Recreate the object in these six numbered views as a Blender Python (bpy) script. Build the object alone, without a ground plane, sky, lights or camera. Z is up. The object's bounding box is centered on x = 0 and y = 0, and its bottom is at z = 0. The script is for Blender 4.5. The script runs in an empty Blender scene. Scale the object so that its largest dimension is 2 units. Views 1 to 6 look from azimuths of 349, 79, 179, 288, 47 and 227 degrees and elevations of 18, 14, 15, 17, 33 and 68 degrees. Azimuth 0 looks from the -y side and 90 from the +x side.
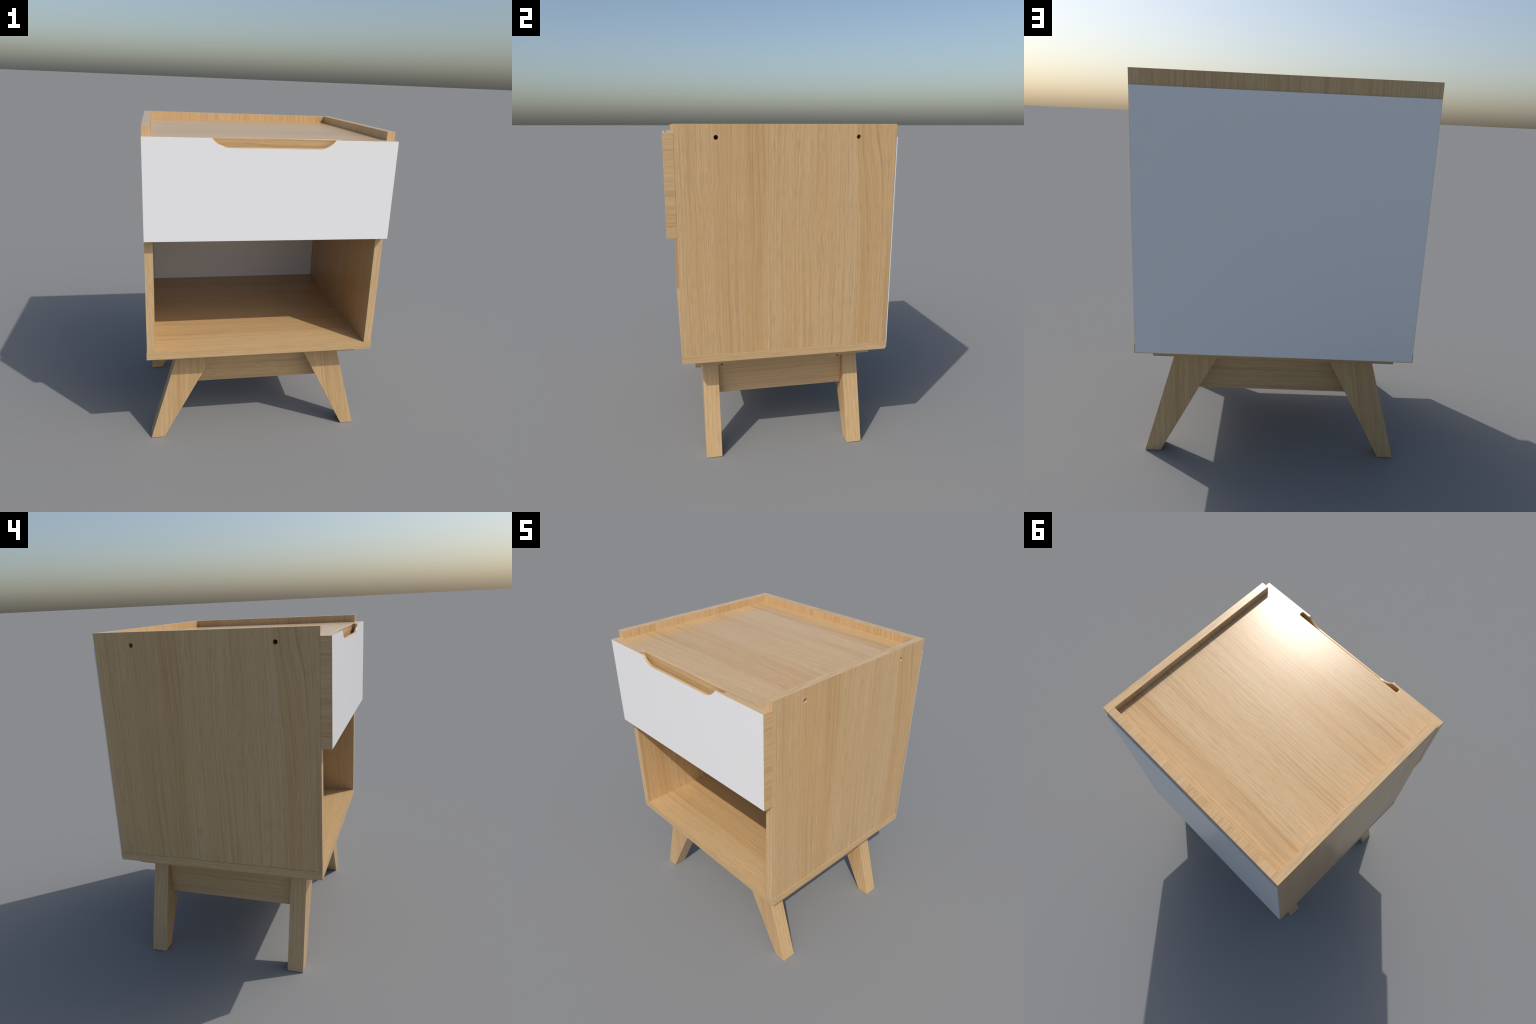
"""Oak bedside cabinet: open shelf, white drawer front with a routed finger
grip, raised rim round the top, splayed tapered legs on a small frame."""
import bpy, bmesh, math
from mathutils import Vector, Matrix

# ------------------------------------------------------------------ sizes (m)
HALF_W   = 0.7005      # carcass half width
BOARD    = 0.0475      # board thickness
Y_FRONT  = -0.6000     # front edge of the carcass
Y_BACK   = 0.6480      # back edge of the carcass
Y_MID    = 0.0240      # middle of the carcass and of the leg frame
Z_TOP    = 2.0000
Z_DECK   = 1.9530      # upper face of the top board, and of the drawer front
Z_BASE   = 0.6410      # underside of the carcass
Z_SHELF  = Z_BASE + BOARD
Z_FRAME  = 0.5920      # underside of the mounting plate = top of the legs
Y_FACE   = -0.6570     # white face of the drawer
Z_DRAWER = 1.3905      # lower edge of the drawer front

# ------------------------------------------------------------------ materials
class Nodes:
    """Thin helper that keeps the node code readable."""
    def __init__(self, name):
        self.mat = bpy.data.materials.new(name)
        self.mat.use_nodes = True
        self.tree = self.mat.node_tree
        self.tree.nodes.clear()
    def add(self, kind, **props):
        n = self.tree.nodes.new(kind)
        for k, v in props.items():
            setattr(n, k, v)
        return n
    def link(self, a, b):
        self.tree.links.new(a, b)
    def feed(self, sock, v):
        if isinstance(v, bpy.types.NodeSocket):
            self.link(v, sock)
        else:
            sock.default_value = v
    def math(self, op, a, b=0.0, c=0.0, clamp=False):
        n = self.add('ShaderNodeMath', operation=op, use_clamp=clamp)
        for i, v in enumerate((a, b, c)):
            self.feed(n.inputs[i], v)
        return n.outputs[0]
    def vec(self, x, y, z=0.0):
        n = self.add('ShaderNodeCombineXYZ')
        for i, v in enumerate((x, y, z)):
            self.feed(n.inputs[i], v)
        return n.outputs[0]
    def noise(self, vector, scale=1.0, detail=2.0, rough=0.5):
        n = self.add('ShaderNodeTexNoise', noise_dimensions='3D')
        self.feed(n.inputs['Vector'], vector)
        n.inputs['Scale'].default_value = scale
        n.inputs['Detail'].default_value = detail
        n.inputs['Roughness'].default_value = rough
        return n.outputs['Fac']
    def ramp(self, fac, stops, interp='LINEAR'):
        n = self.add('ShaderNodeValToRGB')
        n.color_ramp.interpolation = interp
        e = n.color_ramp.elements
        while len(e) > 1:
            e.remove(e[-1])
        e[0].position, e[0].color = stops[0][0], (*stops[0][1], 1)
        for p, c in stops[1:]:
            e.new(p).color = (*c, 1)
        self.link(fac, n.inputs['Fac'])
        return n.outputs['Color']
    def mix(self, fac, a, b, blend='MIX'):
        n = self.add('ShaderNodeMix', data_type='RGBA', blend_type=blend)
        self.feed(n.inputs[0], fac)
        for s, v in ((n.inputs[6], a), (n.inputs[7], b)):
            self.feed(s, v if isinstance(v, bpy.types.NodeSocket) else (*v, 1))
        return n.outputs[2]
    def range(self, v, a, b, lo=0.0, hi=1.0):
        n = self.add('ShaderNodeMapRange')
        self.feed(n.inputs[0], v)
        for i, x in zip((1, 2, 3, 4), (a, b, lo, hi)):
            n.inputs[i].default_value = x
        return n.outputs[0]


def srgb(r, g, b):
    f = lambda c: c / 12.92 if c <= 0.04045 else ((c + 0.055) / 1.055) ** 2.4
    return tuple(f(v / 255) for v in (r, g, b))


OAK_PALE, OAK_WARM, OAK_DARK = srgb(202, 171, 127), srgb(195, 158, 109), srgb(148, 112, 74)
OAK_CACHE = {}
# warm and pale growth bands of the veneer from front (y = -0.66) to back (y = 0.66)
BANDS = [(0.00, 0.20), (0.18, 0.20), (0.23, 0.55), (0.29, 0.40), (0.33, 0.75), (0.38, 0.62), (0.43, 0.20),
         (0.56, 0.35), (0.66, 0.15), (0.81, 0.15), (0.84, 0.90), (0.93, 0.55), (1.00, 0.80)]

# (across, along, half width, half length, sideways push) of the bends in the figure
FIGURE = [(0.17, 1.37, 0.060, 0.12, 0.032), (0.47, 2.02, 0.10, 0.32, 0.060), (-0.16, 1.30, 0.06, 0.25, -0.015),
          (0.10, 0.15, 0.08, 0.14, -0.030), (-0.30, -0.45, 0.07, 0.20, 0.025)]

def oak(along, across, slant=0.0):
    """Oak veneer with the grain running on axis `along` and the growth bands
    spread over axis `across` (both object axes); slant leans the grain."""
    key = along + across + ('s%.2f' % slant if slant else '')
    if key in OAK_CACHE:
        return OAK_CACHE[key]
    g = Nodes('oak_grain_' + key.replace('.', '').replace('-', 'm').lower())
    sep = g.add('ShaderNodeSeparateXYZ')
    g.link(g.add('ShaderNodeTexCoord').outputs['Object'], sep.inputs[0])
    L, C = sep.outputs[along], sep.outputs[across]
    if slant:
        C = g.math('ADD', C, g.math('MULTIPLY', L, slant))
    seed = {'ZY': 0.0, 'XY': 3.1, 'ZX': 7.7, 'YX': 11.3, 'YZ': 17.9, 'XZ': 23.5}[along + across]

    def streaks(u, per_l, per_c, w, detail=1.0, rough=0.5):
        return g.noise(g.vec(g.math('MULTIPLY', L, per_l), g.math('MULTIPLY', u, per_c), w), 1.0, detail, rough)

    # the fibres wander sideways: a slow drift, stronger in places
    w1 = streaks(C, 1.1, 3.5, seed)
    w2 = streaks(C, 4.5, 8.0, seed + 5)
    calm = g.range(streaks(C, 1.3, 3.0, seed + 9), 0.50, 0.70)
    warp = g.math('ADD', g.math('MULTIPLY', g.math('SUBTRACT', w1, 0.5), 0.050),
                  g.math('MULTIPLY', g.math('MULTIPLY', g.math('SUBTRACT', w2, 0.5), calm), 0.045))
    D = g.math('ADD', C, warp)
    # arched figure: tall cathedral bends at a few places in the veneer
    if across == 'Y':
        for c0, l0, wc, wl, push in FIGURE:
            dc = g.math('MULTIPLY', g.math('SUBTRACT', C, c0), 1 / wc)
            dl = g.math('MULTIPLY', g.math('SUBTRACT', L, l0), 1 / wl)
            r2 = g.math('ADD', g.math('MULTIPLY', dc, dc), g.math('MULTIPLY', dl, dl))
            D = g.math('ADD', D, g.math('MULTIPLY', g.math('EXPONENT', g.math('MULTIPLY', r2, -1.0)), push))
    drift = g.math('SUBTRACT', streaks(D, 0.4, 7.0, seed + 1, 2.0), 0.5)
    if across == 'Y':
        band = g.ramp(g.math('MULTIPLY_ADD', D, 1 / 1.32, 0.5), [(p, (v, v, v)) for p, v in BANDS])
        band = g.math('ADD', band, g.math('MULTIPLY', drift, 1.6), clamp=True)
    else:
        band = g.math('MULTIPLY_ADD', drift, 2.4, 0.40, clamp=True)
    ring = streaks(D, 7.0 if along + across == 'YX' else 0.7, 95.0, seed + 2, 1.5, 0.6)        # long straight growth rings
    fibre = streaks(D, 6.0, 260.0, seed + 3, 2.0, 0.6)      # fine fibres
    dash = streaks(D, 12.0, 185.0, seed + 4)                # open pores: short dark dashes
    dash = g.range(dash, 0.53, 0.70)
    dash = g.math('MULTIPLY', dash, g.range(band, 0.0, 1.0, 1.0, 0.55))

    colour = g.mix(band, OAK_PALE, OAK_WARM)
    rings = g.math('MULTIPLY', g.range(ring, 0.50, 0.70), g.range(band, 0.0, 1.0, 0.20, 0.38))
    colour = g.mix(rings, colour, OAK_DARK)
    colour = g.mix(g.math('MULTIPLY', dash, 0.27), colour, OAK_DARK)
    lum = g.math('MULTIPLY', g.range(fibre, 0.25, 0.75, 0.90, 1.09), g.range(ring, 0.3, 0.5, 1.06, 1.0))
    colour = g.mix(1.0, colour, g.vec(lum, lum, lum), 'MULTIPLY')

    bsdf = g.add('ShaderNodeBsdfPrincipled')
    g.link(colour, bsdf.inputs['Base Color'])
    bsdf.inputs['Roughness'].default_value = 0.275
    out = g.add('ShaderNodeOutputMaterial')
    g.link(bsdf.outputs[0], out.inputs[0])
    OAK_CACHE[key] = g.mat
    return g.mat


def plain(name, colour, rough):
    g = Nodes(name)
    t = g.add('ShaderNodeTexCoord').outputs['Object']
    v = g.range(g.noise(t, 260.0, 2.0), 0.3, 0.7, 0.995, 1.005)
    bsdf = g.add('ShaderNodeBsdfPrincipled')
    g.link(g.mix(1.0, colour, g.vec(v, v, v), 'MULTIPLY'), bsdf.inputs['Base Color'])
    bsdf.inputs['Roughness'].default_value = rough
    g.link(bsdf.outputs[0], g.add('ShaderNodeOutputMaterial').inputs[0])
    return g.mat

WHITE = plain('white_lacquer', (0.80, 0.80, 0.80), 0.28)

# ------------------------------------------------------------------- geometry
THING = bpy.data.objects.new('nightstand', None)
bpy.context.scene.collection.objects.link(THING)
THING.empty_display_size = 0.2
THING['label'] = 'light oak bedside cabinet with white drawer and splayed legs'
THING['category'] = 'nightstand'


def place(name, mesh, parent=THING):
    ob = bpy.data.objects.new(name, mesh)
    bpy.context.scene.collection.objects.link(ob)
    ob.parent = parent
    return ob


def grain_faces(me, rule):
    """rule: {'X','Y','Z' (facing axis): material}; picks one per face."""
    slots = []
    for f in me.polygons:
        n = f.normal
        a = max(range(3), key=lambda i: abs(n[i]))
        m = rule['XYZ'[a]]
        if m not in slots:
            slots.append(m)
            me.materials.append(m)
        f.material_index = slots.index(m)


def apply_modifiers(ob):
    dg = bpy.context.evaluated_depsgraph_get()
    dg.update()
    me = bpy.data.meshes.new_from_object(ob.evaluated_get(dg))
    ob.modifiers.clear()
    old, ob.data = ob.data, me
    bpy.data.meshes.remove(old)
    me.name = ob.name


def box_mesh(name, x0, x1, y0, y1, z0, z1):
    bm = bmesh.new()
    bmesh.ops.create_cube(bm, size=1.0)
    for v in bm.verts:
        v.co = Vector((x0 if v.co.x < 0 else x1, y0 if v.co.y < 0 else y1, z0 if v.co.z < 0 else z1))
    me = bpy.data.meshes.new(name)
    bm.to_mesh(me)
    bm.free()
    return me


def prism_mesh(name, outline, axis, a, b):
    """Extrude a 2D outline along one axis ('X': outline is (y,z), 'Y': (x,z), 'Z': (x,y))."""
    put = {'X': lambda p, t: (t, p[0], p[1]), 'Y': lambda p, t: (p[0], t, p[1]), 'Z': lambda p, t: (p[0], p[1], t)}[axis]
    bm = bmesh.new()
    lo = [bm.verts.new(put(p, a)) for p in outline]
    hi = [bm.verts.new(put(p, b)) for p in outline]
    bm.faces.new(lo)
    bm.faces.new(hi)
    n = len(outline)
    for i in range(n):
        bm.faces.new((lo[i], lo[(i + 1) % n], hi[(i + 1) % n], hi[i]))
    bmesh.ops.recalc_face_normals(bm, faces=bm.faces)
    me = bpy.data.meshes.new(name)
    bm.to_mesh(me)
    bm.free()
    return me


def ease_edges(ob, width=0.0006, segments=2, where=lambda mid: True):
    """Round the sharp outward edges whose midpoint passes `where`."""
    bm = bmesh.new()
    bm.from_mesh(ob.data)
    edges = [e for e in bm.edges if e.is_manifold and e.calc_face_angle_signed(0) > math.radians(35)
             and where((e.verts[0].co + e.verts[1].co) / 2)]
    bmesh.ops.bevel(bm, geom=edges, offset=width, offset_type='OFFSET', segments=segments, profile=0.5,
                    affect='EDGES', clamp_overlap=True)
    bm.to_mesh(ob.data)
    bm.free()


def cut(ob, *cutters):
    for me in cutters:
        c = bpy.data.objects.new('cutter', me)
        bpy.context.scene.collection.objects.link(c)
        m = ob.modifiers.new('cut', 'BOOLEAN')
        m.operation, m.object, m.solver = 'DIFFERENCE', c, 'EXACT'
        apply_modifiers(ob)
        bpy.data.objects.remove(c)
        bpy.data.meshes.remove(me)


def board(name, x, y, z, rule, parent=THING, cutters=(), ease=0.0006):
    ob = place(name, box_mesh(name, *x, *y, *z), parent)
    if ease:
        ease_edges(ob, ease)
    if cutters:
        cut(ob, *cutters)
    grain_faces(ob.data, rule)
    return ob


def circle(cx, cy, r, n=28):
    return [(cx + r * math.cos(2 * math.pi * i / n), cy + r * math.sin(2 * math.pi * i / n)) for i in range(n)]


ZY, XY, ZX, YX, YZ, XZ = (oak(a, b) for a, b in ('ZY', 'XY', 'ZX', 'YX', 'YZ', 'XZ'))
UPRIGHT  = {'X': ZY, 'Y': ZX, 'Z': YX}     # side panels, back rail
CROSSWISE = {'X': YZ, 'Y': XZ, 'Z': XY}    # top, base, drawer front, aprons

# --- carcass
SCREW_Y, SCREW_Z, SCREW_R = (-0.376, 0.4240), 1.930, 0.0125
IN = HALF_W - BOARD - 0.0003
deck_bores = []
for s in (1, -1):
    deck_bores += [prism_mesh('bore', circle(y, SCREW_Z, SCREW_R), 'X', s * (IN - 0.09), s * (IN + 0.02)) for y in SCREW_Y]
DEPTH = (Y_BACK - Y_FRONT) / 2
side = board('side_panel', (HALF_W - BOARD, HALF_W), (-DEPTH, DEPTH), (Z_SHELF + 0.0003, Z_TOP), UPRIGHT,
             cutters=[prism_mesh('bore', circle(y - Y_MID, SCREW_Z, SCREW_R), 'X', HALF_W - 0.06, HALF_W + 0.02)
                      for y in SCREW_Y])
side.location = (0, Y_MID, 0)
twin = side.copy()                               # the same panel turned round
bpy.context.scene.collection.objects.link(twin)
twin.rotation_euler = (0, 0, math.pi)

board('top_board', (-IN, IN), (Y_FRONT, Y_BACK - BOARD - 0.0003), (Z_DECK - BOARD, Z_DECK), CROSSWISE,
      cutters=deck_bores, ease=0)
board('back_rail', (-IN, IN), (Y_BACK - BOARD, Y_BACK), (Z_TOP - 3 * BOARD, Z_TOP - 0.0002), UPRIGHT, ease=0.0003)
board('base_board', (-HALF_W - 0.0026, HALF_W + 0.0026), (Y_FRONT, Y_BACK), (Z_BASE, Z_SHELF), CROSSWISE)
panel = board('back_panel', (-0.6968, 0.6968), (Y_BACK + 0.0004, 0.6570), (0.6478, 1.9275),
              {'X': WHITE, 'Y': WHITE, 'Z': WHITE}, ease=0.001)

# --- drawer: white front with a notch opening into a routed groove
GROOVE_X, GROOVE_Y, GROOVE_Z = 0.3905, (-0.6415, -0.6170), 1.8745
NOTCH_FLAT, NOTCH_END, NOTCH_Z = 0.245, 0.3340, 1.9062
rise = Z_DECK - NOTCH_Z
NOTCH_R = ((NOTCH_END - NOTCH_FLAT) ** 2 + rise ** 2) / (2 * rise)

def notch_outline():
    sweep = math.asin((NOTCH_END - NOTCH_FLAT) / NOTCH_R) * 1.02
    right = [(NOTCH_FLAT + NOTCH_R * math.sin(sweep * i / 14),
              NOTCH_Z + NOTCH_R * (1 - math.cos(sweep * i / 14))) for i in range(15)]
    top = Z_DECK + 0.03
    return [(-x, z) for x, z in reversed(right)] + right + [(right[-1][0], top), (-right[-1][0], top)]

def rounded_slot(x, y0, y1, r, n=6):
    pts = []
    for cx, cy, a0 in ((x - r, y1 - r, 0), (-x + r, y1 - r, 90), (-x + r, y0 + r, 180), (x - r, y0 + r, 270)):
        pts += [(cx + r * math.cos(math.radians(a0 + 90 * i / n)), cy + r * math.sin(math.radians(a0 + 90 * i / n)))
                for i in range(n + 1)]
    return pts

front = place('drawer', box_mesh('drawer', -0.7015, 0.7015, Y_FACE, Y_FRONT - 0.0003, Z_DRAWER, Z_DECK + 0.0002))
cut(front,
    prism_mesh('notch', notch_outline(), 'Y', Y_FACE - 0.02, -0.630),
    prism_mesh('groove', rounded_slot(GROOVE_X, *GROOVE_Y, 0.0085), 'Z', GROOVE_Z, Z_DECK + 0.03))
grip = lambda m: abs(m.x) < 0.42 and m.z > NOTCH_Z - 0.002 and m.y < Y_FRONT - 0.005
ease_edges(front, 0.0046, 4, grip)
ease_edges(front, 0.0012, 2, lambda m: m.y < Y_FRONT - 0.005 and (abs(m.x) > 0.69 or m.z < Z_DRAWER + 0.001
                                                                 or (abs(m.x) > 0.45 and m.y < Y_FACE + 0.0001)))
grain_faces(front.data, CROSSWISE)
front.data.materials.append(WHITE)
for f in front.data.polygons:
    if f.normal.y < -0.99 and f.center.y < Y_FACE + 0.0006:
        f.material_index = len(front.data.materials) - 1

for s in (1, -1):
    board('drawer_side', sorted((s * 0.635, s * 0.597)), (Y_FRONT - 0.001, 0.52), (1.45, 1.84), {'X': YZ, 'Y': ZX, 'Z': YX}, front)
board('drawer_back', (-0.5965, 0.5965), (0.482, 0.52), (1.45, 1.84), CROSSWISE, front)
board('drawer_bottom', (-0.5965, 0.5965), (Y_FRONT - 0.001, 0.4815), (1.455, 1.473), CROSSWISE, front, ease=0.0008)

# --- leg frame
PLATE_X, PLATE_Y = 0.6262, 0.5465
board('mounting_plate', (-PLATE_X, PLATE_X), (Y_MID - PLATE_Y, Y_MID + PLATE_Y), (Z_FRAME, Z_BASE - 0.0004), CROSSWISE)

FRAME_X, FRAME_Y, Z_APRON = 0.5150, 0.4015, 0.3450
for s in (1, -1):
    x = sorted((s * FRAME_X, s * (FRAME_X - BOARD)))
    holes = [prism_mesh('bore', circle(Y_MID + t * (FRAME_Y - BOARD / 2), 0.535, 0.0062, 16), 'X',
                        s * (FRAME_X - 0.02), s * (FRAME_X + 0.02)) for t in (1, -1)]
    board('apron', x, (Y_MID - FRAME_Y + 0.0004, Y_MID + FRAME_Y - 0.0004), (Z_APRON, Z_FRAME - 0.0004), CROSSWISE, cutters=holes)
    y = sorted((Y_MID + s * FRAME_Y, Y_MID + s * (FRAME_Y - BOARD)))
    board('apron', (-FRAME_X + BOARD + 0.0004, FRAME_X - BOARD - 0.0004), y, (Z_APRON, Z_FRAME - 0.0004), CROSSWISE)

# tapered splayed leg: (x, z) outline seen from the front, extruded in depth
LEG = [(0.604, 0.0), (0.6885, 0.0), (0.5205, Z_FRAME - 0.0004), (0.2885, Z_FRAME - 0.0004)]
LEG_Y = (-0.4975, -0.4020)                       # relative to the frame's middle
for side, slant in ((-1, 0.0), (1, 0.16)):
    me = prism_mesh('leg', [(side * x, z) for x, z in LEG], 'Y', *LEG_Y)
    leg = place('leg', me)
    leg.location = (0, Y_MID, 0)
    ease_edges(leg, 0.0012)
    grain_faces(leg.data, {'X': ZY, 'Y': oak('Z', 'X', slant), 'Z': XY})
    twin = leg.copy()                            # the leg diagonally opposite
    bpy.context.scene.collection.objects.link(twin)
    twin.rotation_euler = (0, 0, math.pi)
